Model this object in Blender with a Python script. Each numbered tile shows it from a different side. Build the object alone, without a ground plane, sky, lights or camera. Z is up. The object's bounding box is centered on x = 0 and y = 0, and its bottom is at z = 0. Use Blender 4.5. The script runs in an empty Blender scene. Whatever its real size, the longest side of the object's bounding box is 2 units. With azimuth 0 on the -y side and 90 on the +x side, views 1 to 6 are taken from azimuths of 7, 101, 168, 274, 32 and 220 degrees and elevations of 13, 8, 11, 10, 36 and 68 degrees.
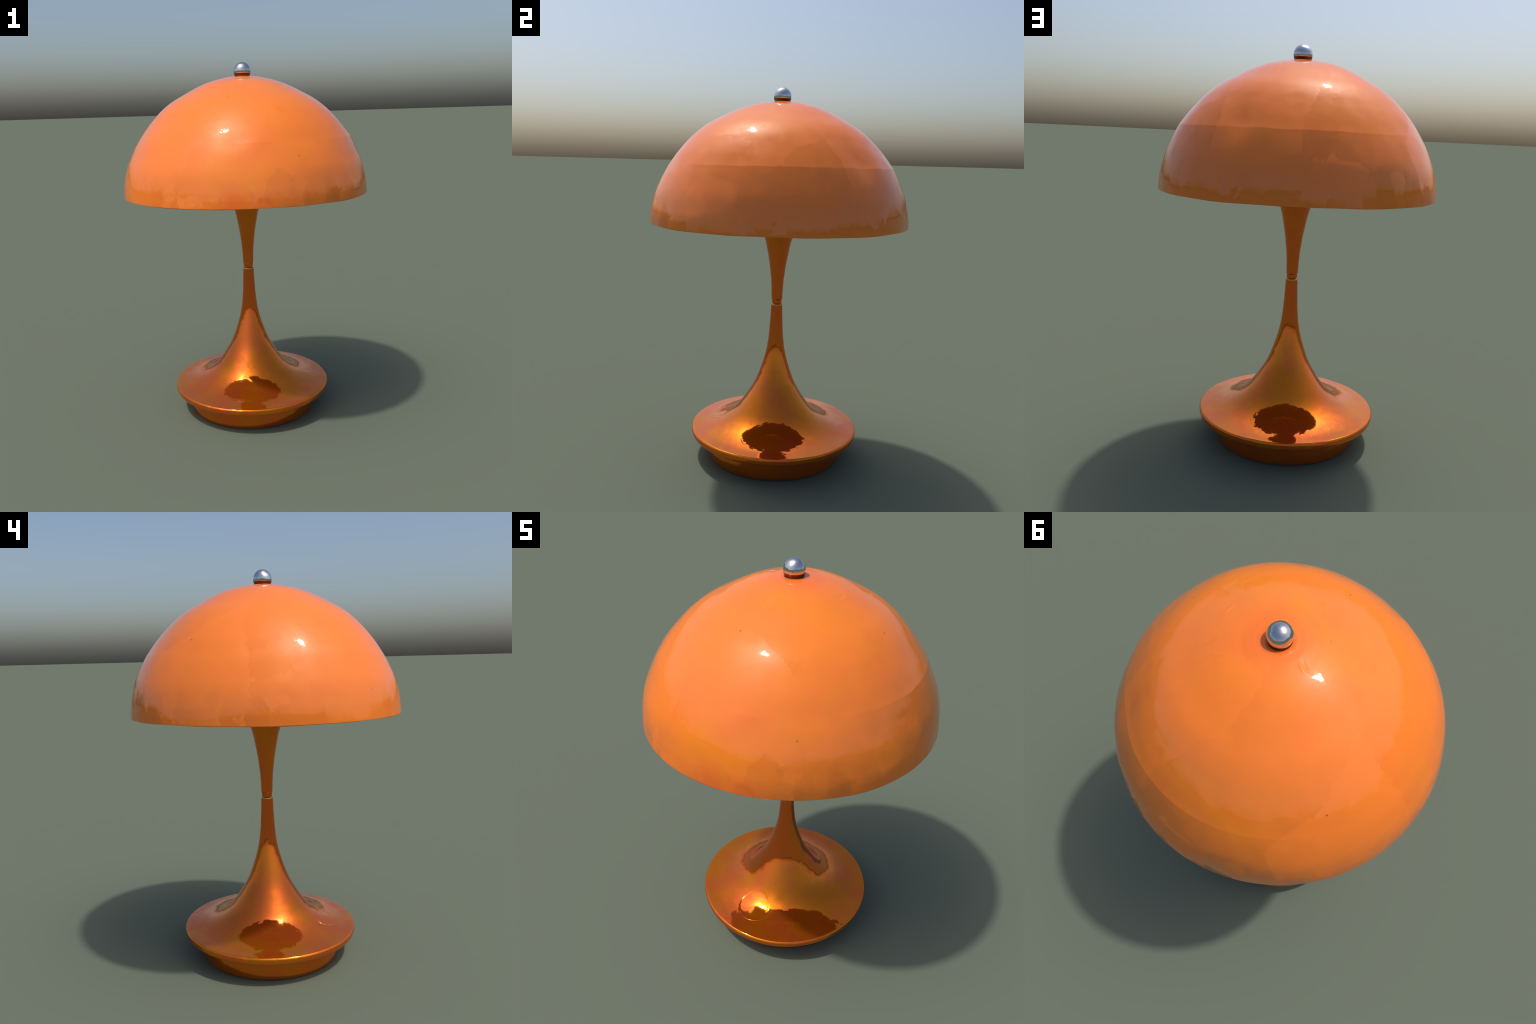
"""Orange dome table lamp: copper-plated trumpet foot, upper stem, glossy shade, chrome ball."""
import bpy, math
import numpy as np

rng = np.random.default_rng(7)

# ------------------------------------------------------------------ helpers
def pchip(x, y, xi):
    """Shape-preserving cubic interpolation of a profile."""
    x, y = np.asarray(x, float), np.asarray(y, float)
    h, d = np.diff(x), np.diff(y) / np.diff(x)
    m = np.zeros_like(x)
    for i in range(1, len(x) - 1):
        if d[i - 1] * d[i] > 0:
            w1, w2 = 2 * h[i] + h[i - 1], h[i] + 2 * h[i - 1]
            m[i] = (w1 + w2) / (w1 / d[i - 1] + w2 / d[i])
    m[0], m[-1] = d[0], d[-1]
    k = np.clip(np.searchsorted(x, xi) - 1, 0, len(x) - 2)
    t = (xi - x[k]) / h[k]
    return ((2*t**3 - 3*t**2 + 1) * y[k] + (t**3 - 2*t**2 + t) * h[k] * m[k]
            + (-2*t**3 + 3*t**2) * y[k+1] + (t**3 - t**2) * h[k] * m[k+1])


def smooth_path(points, per=6):
    """Densify a (r, z) polyline with a shape-preserving curve over its length."""
    p = np.asarray(points, float)
    s = np.concatenate([[0], np.cumsum(np.hypot(*np.diff(p, axis=0).T))])
    si = np.concatenate([np.linspace(s[i], s[i+1], per, endpoint=False) for i in range(len(s) - 1)] + [[s[-1]]])
    return np.stack([pchip(s, p[:, 0], si), pchip(s, p[:, 1], si)], 1)


def lathe(name, path, material, parent, segments=256, warp=None, closed=False):
    """Turn a (r, z) path about the z axis; warp(xyz) may move the vertices."""
    path = np.asarray(path, float)
    a = np.arange(segments) * math.tau / segments
    r, z = path[:, 0][:, None], path[:, 1][:, None]
    grid = np.stack([r * np.cos(a), r * np.sin(a), np.broadcast_to(z, (len(path), segments))], -1)
    if warp is not None:
        grid = warp(grid)
    verts = grid.reshape(-1, 3)
    rows = len(path)
    i, j = np.meshgrid(np.arange(rows if closed else rows - 1), np.arange(segments), indexing="ij")
    n, k = (i + 1) % rows, (j + 1) % segments
    faces = np.stack([i * segments + j, i * segments + k, n * segments + k, n * segments + j], -1).reshape(-1, 4)
    return make(name, verts, faces, material, parent)


def make(name, verts, faces, material, parent):
    me = bpy.data.meshes.new(name)
    me.from_pydata(np.asarray(verts).tolist(), [], np.asarray(faces).tolist())
    me.update()
    import bmesh
    bm = bmesh.new()
    bm.from_mesh(me)
    bmesh.ops.remove_doubles(bm, verts=bm.verts, dist=1e-6)
    bmesh.ops.recalc_face_normals(bm, faces=bm.faces)
    bm.to_mesh(me)
    bm.free()
    me.polygons.foreach_set("use_smooth", [True] * len(me.polygons))
    me.materials.append(material)
    ob = bpy.data.objects.new(name, me)
    bpy.context.scene.collection.objects.link(ob)
    ob.parent = parent
    return ob


def waves(p, count, low, high, seed):
    """Smooth band-limited noise: a sum of random plane waves, about unit size."""
    g = np.random.default_rng(seed)
    out = np.zeros(p.shape[:-1])
    for _ in range(count):
        d = g.normal(size=3)
        d *= g.uniform(low, high) / np.linalg.norm(d)
        out += np.sin(p @ d + g.uniform(0, math.tau))
    return out / math.sqrt(count / 2)


# ---------------------------------------------------------------- materials
class Tree:
    def __init__(self, name):
        self.mat = bpy.data.materials.new(name)
        self.mat.use_nodes = True
        self.t = self.mat.node_tree
        self.bsdf = self.t.nodes["Principled BSDF"]
        self.coord = self.node("ShaderNodeTexCoord").outputs["Object"]
        self.normal = self.node("ShaderNodeNewGeometry").outputs["Normal"]

    def node(self, kind, props=None, **inputs):
        n = self.t.nodes.new(kind)
        for key, val in (props or {}).items():
            setattr(n, key, val)
        for key, val in inputs.items():
            self.set(n.inputs[int(key[1:]) if key[0] == "_" else key], val)
        return n

    def set(self, socket, val):
        if isinstance(val, bpy.types.NodeSocket):
            self.t.links.new(val, socket)
        else:
            socket.default_value = val

    def noise(self, scale, detail=2.0, vector=None, rough=0.5):
        return self.node("ShaderNodeTexNoise", Scale=scale, Detail=detail, Roughness=rough, Vector=vector or self.coord)

    def math(self, op, a, b=0.0, c=0.0):
        return self.node("ShaderNodeMath", {"operation": op}, _0=a, _1=b, _2=c).outputs[0]

    def vec(self, op, a, b=None, scale=None):
        n = self.node("ShaderNodeVectorMath", {"operation": op}, _0=a)
        if b is not None:
            self.set(n.inputs[1], b)
        if scale is not None:
            self.set(n.inputs["Scale"], scale)
        return n.outputs[0]

    def stretch(self, xyz):
        return self.node("ShaderNodeMapping", Vector=self.coord, Scale=xyz).outputs[0]

    def range(self, x, a, b, lo=0.0, hi=1.0):
        return self.node("ShaderNodeMapRange", {"interpolation_type": "SMOOTHSTEP"}, _0=x, _1=a, _2=b, _3=lo, _4=hi).outputs[0]

    def mix(self, fac, a, b, blend="MIX"):
        n = self.node("ShaderNodeMix", {"data_type": "RGBA", "blend_type": blend})
        self.set(n.inputs[0], fac)
        self.set(n.inputs[6], a)
        self.set(n.inputs[7], b)
        return n.outputs[2]

    def tilted(self, *offsets):
        """Surface normal pushed about by small vector fields centred on 0.5."""
        n = self.normal
        for field, amount in offsets:
            n = self.vec("ADD", n, self.vec("SCALE", self.vec("SUBTRACT", field, (0.5, 0.5, 0.5)), scale=amount))
        return self.vec("NORMALIZE", n)


def blob(t, centre, radius, soft=0.6, warp=None):
    """Soft round mask about a point of the object, 1 inside and 0 outside."""
    d = t.node("ShaderNodeVectorMath", {"operation": "DISTANCE"}, _0=warp or t.coord, _1=centre).outputs["Value"]
    return t.range(d, radius * (1 - soft), radius * (1 + soft), 1.0, 0.0)


def shade_material():
    t = Tree("glossy_orange_enamel")
    b = t.bsdf
    x, y, z = (t.node("ShaderNodeSeparateXYZ", Vector=t.coord).outputs[i] for i in range(3))
    jag = t.vec("ADD", t.coord, t.vec("SCALE", t.noise(14, 5, rough=0.6).outputs["Color"], scale=0.09))
    cells = t.node("ShaderNodeTexVoronoi", Vector=jag, Scale=3.0).outputs["Color"]
    strips = t.node("ShaderNodeTexVoronoi", Vector=t.vec("MULTIPLY", jag, (1.0, 1.0, 0.42)), Scale=11.0).outputs["Color"]
    soft = t.noise(15, 4, rough=0.55).outputs["Color"]
    ripple = t.noise(48, 2, rough=0.5).outputs["Color"]
    facets = t.node("ShaderNodeTexVoronoi", Vector=t.vec("ADD", t.coord, t.vec("SCALE", t.noise(40, 3).outputs["Color"], scale=0.04)), Scale=19.0).outputs["Color"]
    low = t.range(z, 1.36, 1.50, 0.11, 0.008)
    # base colour: coral, drifting to amber and to red in broad patches
    wob = t.vec("ADD", t.coord, t.vec("SCALE", t.vec("SUBTRACT", t.noise(8, 4).outputs["Color"], (0.5, 0.5, 0.5)), scale=0.09))
    amber = t.range(t.noise(3.1, 3).outputs["Fac"], 0.50, 0.78, 0.0, 0.6)
    for c, r in AMBER:
        amber = t.math("MAXIMUM", amber, t.math("MULTIPLY", blob(t, c, r, 0.8, wob), 0.6))
    red = t.range(t.noise(4.3, 3, t.vec("ADD", t.coord, (3.0, 1.0, 2.0))).outputs["Fac"], 0.52, 0.78, 0.0, 0.35)
    for c, r in RED:
        red = t.math("MAXIMUM", red, t.math("MULTIPLY", blob(t, c, r, 0.6, wob), 0.65))
    colour = t.mix(amber, (0.86, 0.205, 0.025, 1), (0.85, 0.232, 0.012, 1))
    colour = t.mix(red, colour, (0.85, 0.150, 0.024, 1))
    fleck = t.range(t.noise(420, 1).outputs["Fac"], 0.4, 0.75)
    colour = t.mix(t.math("MULTIPLY", fleck, 0.05), colour, (0.75, 0.12, 0.02, 1))
    # a few tiny dark specks
    spots = t.node("ShaderNodeTexVoronoi", Scale=9.0, Vector=t.coord)
    pick = t.math("GREATER_THAN", t.node("ShaderNodeSeparateColor", Color=spots.outputs["Color"]).outputs[0], 0.72)
    dark_speck = t.math("MULTIPLY", pick, t.range(spots.outputs["Distance"], 0.02, 0.05, 1.0, 0.0))
    colour = t.mix(t.math("MULTIPLY", dark_speck, 0.75), colour, (0.16, 0.035, 0.012, 1))
    t.set(b.inputs["Base Color"], colour)
    b.inputs["Roughness"].default_value = 0.05
    t.set(b.inputs["Normal"], t.tilted((cells, 0.085), (soft, 0.05), (ripple, 0.03), (facets, 0.03), (strips, low)))
    return t.mat


AMBER = [((-.01, -.645, 1.475), .10), ((.10, -.655, 1.43), .09), ((.23, -.17, 1.855), .10), ((.06, -.19, 1.895), .06)]
RED = [((.03, -.682, 1.305), .07), ((.15, -.664, 1.305), .06), ((.02, .0, 1.92), .115)]


def copper_material(name="polished_orange_metal", jagged=0.05):
    t = Tree(name)
    b = t.bsdf
    bits = t.vec("ADD", t.coord, t.vec("SCALE", t.noise(55, 2).outputs["Color"], scale=0.03))
    flakes = t.node("ShaderNodeTexVoronoi", Vector=bits, Scale=36.0).outputs["Color"]
    rough = t.noise(22, 3, rough=0.6).outputs["Color"]
    tone = t.range(t.noise(5.5, 3, t.stretch((1.0, 1.0, 0.35))).outputs["Fac"], 0.36, 0.64)
    blush = t.range(t.noise(6.5, 3, t.vec("ADD", t.coord, (5.0, 2.0, 1.0))).outputs["Fac"], 0.50, 0.70, 0.0, 0.32)
    colour = t.mix(tone, (0.86, 0.172, 0.026, 1), (0.85, 0.220, 0.010, 1))
    t.set(b.inputs["Base Color"], t.mix(blush, colour, (0.87, 0.150, 0.034, 1)))
    b.inputs["Metallic"].default_value = 0.82
    t.set(b.inputs["Roughness"], t.range(t.noise(7, 3).outputs["Fac"], 0.3, 0.7, 0.045, 0.09))
    t.set(b.inputs["Normal"], t.tilted((rough, jagged), (flakes, 0.036)))
    return t.mat


def chrome_material():
    t = Tree("chrome")
    b = t.bsdf
    b.inputs["Base Color"].default_value = (0.64, 0.63, 0.63, 1)  # grey lowered to dim the orange dome mirrored in the ball
    b.inputs["Metallic"].default_value = 1.0
    b.inputs["Roughness"].default_value = 0.09
    mottle = t.node("ShaderNodeTexVoronoi", Vector=t.coord, Scale=46.0).outputs["Color"]
    t.set(b.inputs["Normal"], t.tilted((t.noise(34, 2).outputs["Color"], 0.34), (mottle, 0.10)))
    return t.mat


def plain_material(name, colour, rough, metal=0.0):
    t = Tree(name)
    speck = t.noise(300, 2).outputs["Fac"]
    t.set(t.bsdf.inputs["Base Color"], t.mix(t.math("MULTIPLY", speck, 0.3), (*colour, 1), tuple(0.6 * c for c in colour) + (1,)))
    t.bsdf.inputs["Roughness"].default_value = rough
    t.bsdf.inputs["Metallic"].default_value = metal
    return t.mat


enamel = shade_material()
copper = copper_material()
chrome = chrome_material()
rubber = plain_material("black_rubber", (0.012, 0.011, 0.011), 0.45)
lining = plain_material("dull_orange_lining", (0.50, 0.17, 0.03), 0.35)
dark_shell_metal = plain_material("dark_shell_metal", (0.16, 0.05, 0.022), 0.18, 0.9)
pale_metal = plain_material("lightened_joint_metal", (0.75, 0.33, 0.08), 0.3, 0.85)  # paler metal colour carries the sky reflection on the joint chamfer
felt = plain_material("grey_felt", (0.09, 0.09, 0.1), 0.9)

# -------------------------------------------------------------------- thing
lamp = bpy.data.objects.new("table_lamp", None)
bpy.context.scene.collection.objects.link(lamp)
lamp["label"] = "glossy orange dome table lamp with copper trumpet base"
lamp["category"] = "table lamp"

# ---- shade: outer dome profile (z, r), a soft version and one with a crease
CREASE_Z = 1.592
BELOW = [(1.2885, .6806), (1.2905, .6820), (1.315, .6810), (1.357, .6768), (1.39, .6706), (1.43, .6608),
         (1.462, .6503), (1.494, .6368), (1.53, .6200), (1.56, .6050), (CREASE_Z, .5875)]
ABOVE = [(CREASE_Z, .5875), (1.656, .5400), (1.707, .4957), (1.7504, .4520), (1.7947, .3951), (1.8375, .3200),
         (1.8692, .2580), (1.8935, .2005), (1.9092, .1472), (1.9212, .0900)]

below = np.array(BELOW)
above = np.array(ABOVE)
zb = np.concatenate([np.linspace(1.2885, 1.2912, 5), np.linspace(1.294, CREASE_Z - .004, 60), [CREASE_Z - .0012]])
rb = pchip(below[:, 0], below[:, 1], zb)
ra = np.concatenate([[.5866], np.linspace(.583, .09, 110)])
za = pchip(above[::-1, 1], above[::-1, 0], ra)
# crown: shallow dish and a small raised seat under the ball
crown = [(.088, 1.9214), (.080, 1.9221), (.070, 1.9228), (.064, 1.9236), (.058, 1.9246), (.052, 1.9244), (.044, 1.9238), (.02, 1.9236), (0, 1.9236)]
outer = np.concatenate([np.stack([rb, zb], 1), np.stack([ra, za], 1), smooth_path(crown, 3)])


CROWN_DENTS = [(-.004, -.228, -0.3), (.012, -.200, 0.5), (.236, -.010, 1.4), (-.112, .03, 2.6), (.15, .17, 0.9)]


def shade_warp(g):
    x, y, z = g[..., 0], g[..., 1], g[..., 2]
    r = np.hypot(x, y)
    az = np.arctan2(y, x)
    u = g / np.maximum(np.linalg.norm(g - [0, 0, 1.25], axis=-1, keepdims=True), 1e-6)
    d = 0.0008 * waves(g, 24, 6, 16, 3) + 0.00016 * waves(g, 40, 30, 60, 4)
    # the crease is strongest on the right and the back, faint elsewhere
    side = 1 / (1 + np.exp(-(np.cos(az - 0.75) - 0.15) / 0.08))
    patch = np.exp(-((az + 1.33) / 0.16) ** 2) + 0.6 * np.exp(-((np.abs(az) - 2.35) / 0.2) ** 2)
    strong = np.clip(side * (0.92 + 0.25 * np.sin(5 * az + 1)) + 0.7 * patch, 0.0, 1.0)
    bump = np.exp(-np.abs(z - CREASE_Z) / 0.045)
    d += 0.0010 * strong * bump - 0.0036 * (1 - strong) * bump
    # a flattened patch on the back right flank
    d -= 0.0085 * np.exp(-((az - 0.88) / 0.13) ** 2 - ((z - 1.62) / 0.075) ** 2)
    # small curved dents round the crown
    for cx, cy, turn in CROWN_DENTS:
        u, v = x - cx, y - cy
        along, across = u * math.cos(turn) + v * math.sin(turn), -u * math.sin(turn) + v * math.cos(turn)
        curve = across - 9.0 * along ** 2
        top = np.clip((z - 1.8) / 0.03, 0, 1)
        d += top * np.exp(-(along / 0.022) ** 2) * (0.0015 * np.exp(-(curve / 0.006) ** 2) - 0.0015 * np.exp(-((curve - 0.013) / 0.006) ** 2))
    d += 0.0012 * np.cos((r - 0.10) / 0.012) * np.exp(-((r - 0.115) / 0.022) ** 2) * (0.5 + 0.5 * np.sin(az * 2 - 0.8)) * (z > 1.85)
    d *= np.clip((z - 1.285) / 0.05, 0.25, 1)
    d *= np.clip((1.923 - z) / 0.01, 0, 1)
    n = np.stack([x, y, (z - 1.25)], -1)
    n /= np.linalg.norm(n, axis=-1, keepdims=True)
    out = g + n * d[..., None]
    out[..., 0] += np.interp(z, [1.30, 1.42, 1.58, 1.74, 1.86, 1.915], [0, -.0012, -.0012, .0006, .0012, 0])
    near = np.exp(-((z - CREASE_Z) / 0.05) ** 2)
    out[..., 2] += near * (0.0022 * np.sin(2 * az + .4) + 0.0012 * np.sin(9 * az) + 0.0007 * np.sin(23 * az + 2))
    out[..., 2] = np.where(z < 1.2895, z + 0.0012 * np.sin(5 * az + 1) + 0.0008 * np.sin(13 * az), out[..., 2])
    return out


WALL = 0.008
inner = [(.6775, 1.2883), (.6755, 1.2893), (.6735, 1.293)] + [(max(r - WALL, 0) * 1.0, z - 0.004) for r, z in outer[10::6] if r > .1] + [(.06, 1.908), (0, 1.908)]
lip = [(.6775, 1.2883), (.6792, 1.2880), (.6802, 1.2882)]
lathe("shade", np.concatenate([lip, outer]), enamel, lamp, 360, shade_warp)
lathe("shade_lining", inner, lining, lamp, 180, shade_warp)

# ---- ball finial with a dark shell round its lower part
BALL_R, BALL_Z = 0.0468, 1.9532
th = np.linspace(-math.pi / 2, math.pi / 2, 49)
lathe("finial_ball", np.stack([BALL_R * np.cos(th), BALL_Z + BALL_R * np.sin(th)], 1), chrome, lamp, 96)
DARK_SHELL = [(.0425, 1.919), (.0432, 1.9240), (.0424, 1.9272), (.0412, 1.9292)]
hug = [(math.sqrt(BALL_R ** 2 - (z - BALL_Z) ** 2) + .0006, z) for z in np.linspace(1.9305, 1.9405, 7)]  # raised up the ball to darken the reflection on its underside
lathe("finial_dark_shell", DARK_SHELL + hug + [(hug[-1][0] - .0012, 1.9410), (.03, 1.9370)], dark_shell_metal, lamp, 96)

# ---- trumpet foot: neck, flare, rounded rim, underside
FLARE = [(0.0309, .8385), (0.0310, .8360), (0.0324, .792), (0.0351, .735), (0.0388, .680), (0.0466, .611),
         (0.0606, .5460), (0.0866, .4630), (0.1076, .4090), (0.1206, .3830), (0.1430, .3450), (0.1750, .2965), (0.2100, .2530),
         (0.2500, .2185), (0.3000, .1900), (0.3500, .1730), (0.4000, .1635), (0.4400, .1600)]
RIM = [(.4480, .1592), (.4505, .1580), (.4532, .1552), (.4552, .1520), (.4558, .1450), (.4552, .1340), (.4525, .1262), (.4470, .1220), (.4400, .1205), (.4100, .1160), (.3700, .1120), (.3300, .1100)]
flare_r = np.array([p[0] for p in FLARE[8:]] + [p[0] for p in RIM[:2]])
flare_z = np.array([p[1] for p in FLARE[8:]] + [p[1] for p in RIM[:2]])
BX, BY, BRX, BRY = -0.020, -0.288, 0.088, 0.075


def base_warp(g):
    """Slight waviness and the shallow well that holds the touch button."""
    x, y, z = g[..., 0], g[..., 1], g[..., 2]
    q = np.hypot((x - BX) / BRX, (y - BY) / BRY)
    top = (z > .165) & (z < .6)
    under = np.clip((1.0 - q) / .06, 0, 1)
    out = g.copy()
    out[..., 2] += np.where(top, -.0045 * under, 0)
    ripple = 0.0004 * waves(g, 24, 12, 40, 11) * np.clip((np.hypot(x, y) - .05) / .1, 0, 1)
    out[..., 2] += ripple
    # nicks along the top edge of the rim
    edge = np.exp(-((np.hypot(x, y) - .4535) / .004) ** 2) * (z > .148)
    out[..., 2] -= edge * 0.0016 * np.clip(waves(g, 30, 50, 160, 31) - 0.7, 0, 1.2)
    return out


lathe("trumpet_base", np.concatenate([[(0, .8390), (.0296, .8390)], smooth_path(FLARE, 12)[:-1], smooth_path([FLARE[-1]] + RIM, 4), [(0, .110)]]), copper, lamp, 512, base_warp)

# ---- foot ring under the flare, felt pad
FOOT = [(0, .1115), (.3700, .1115), (.3702, .1000), (.3697, .0600), (.3688, .0250), (.3672, .0100), (.3650, .0055), (.3620, .0036), (.3480, .0035), (0, .0035)]
lathe("foot_ring", np.concatenate([[FOOT[0]], smooth_path(FOOT[1:-1], 4), [FOOT[-1]]]), copper, lamp, 256)
lathe("felt_pad", [(0, .0048), (.3580, .0048), (.3602, .0030), (.3602, .0006), (.3585, 0), (0, 0)], felt, lamp, 192)

# ---- upper stem opening into the shade
STEM = [(0.0246, .8505), (0.0266, .8520), (0.0268, .8690), (0.0274, .8715), (0.0294, .8765), (0.0298, .8850), (0.0306, .9100), (0.0319, .9366), (0.0344, .9800), (0.0376, 1.0050),
        (0.0437, 1.0560), (0.0536, 1.1120), (0.0656, 1.1730), (0.0784, 1.2170), (0.0956, 1.2620), (0.1206, 1.3100), (0.1556, 1.3600), (0.2006, 1.4050), (0.2506, 1.4400)]
lathe("stem", np.concatenate([[(0, .8505)], smooth_path(STEM, 6), [(.2480, 1.4440), (.19, 1.4300), (.13, 1.4200), (0, 1.4150)]]), copper, lamp, 160)
lathe("bulb_socket", [(0, 1.40), (.045, 1.40), (.045, 1.50), (.030, 1.53), (.030, 1.91), (0, 1.91)], rubber, lamp, 64)

lathe("joint_collar", [(0, .8382), (.0300, .8382), (.0303, .8392), (.0268, .8512), (.0255, .8516), (0, .8516)], pale_metal, lamp, 96)

# ---- round touch button sunk into the front of the flare
seg = 192
rings = list(np.linspace(0, .7, 15)) + list(np.linspace(.73, 1.07, 24)) + [1.072]
grid = []
for q in rings:
    a = np.arange(seg) * math.tau / seg
    px, py = BX + BRX * q * np.cos(a), BY + BRY * q * np.sin(a)
    pz = pchip(flare_r, flare_z, np.hypot(px, py))
    wob = q * (1 + 0.022 * np.sin(3 * a + 1) + 0.014 * np.sin(8 * a) + 0.009 * np.sin(17 * a + 2))
    well = np.clip((1.0 - wob) / (.17 + .07 * np.sin(a + 2)), 0, 1)
    well = well * well * (3 - 2 * well)
    sunk = -(.0013 + .0007 * np.sin(2 * a + .6) * min(1, q / .5)) * well + .0006 * (1 - min(1, q)) + .00012
    sunk += 0.00010 * waves(np.stack([px, py, pz], -1), 16, 60, 140, 21) * well
    grid.append(np.stack([px, py, pz + sunk - (.0010 if q > 1.071 else 0)], -1))
grid = np.array(grid)
i, j = np.meshgrid(np.arange(len(rings) - 1), np.arange(seg), indexing="ij")
k = (j + 1) % seg
make("touch_button", grid.reshape(-1, 3), np.stack([i*seg+j, (i+1)*seg+j, (i+1)*seg+k, i*seg+k], -1).reshape(-1, 4), copper, lamp)
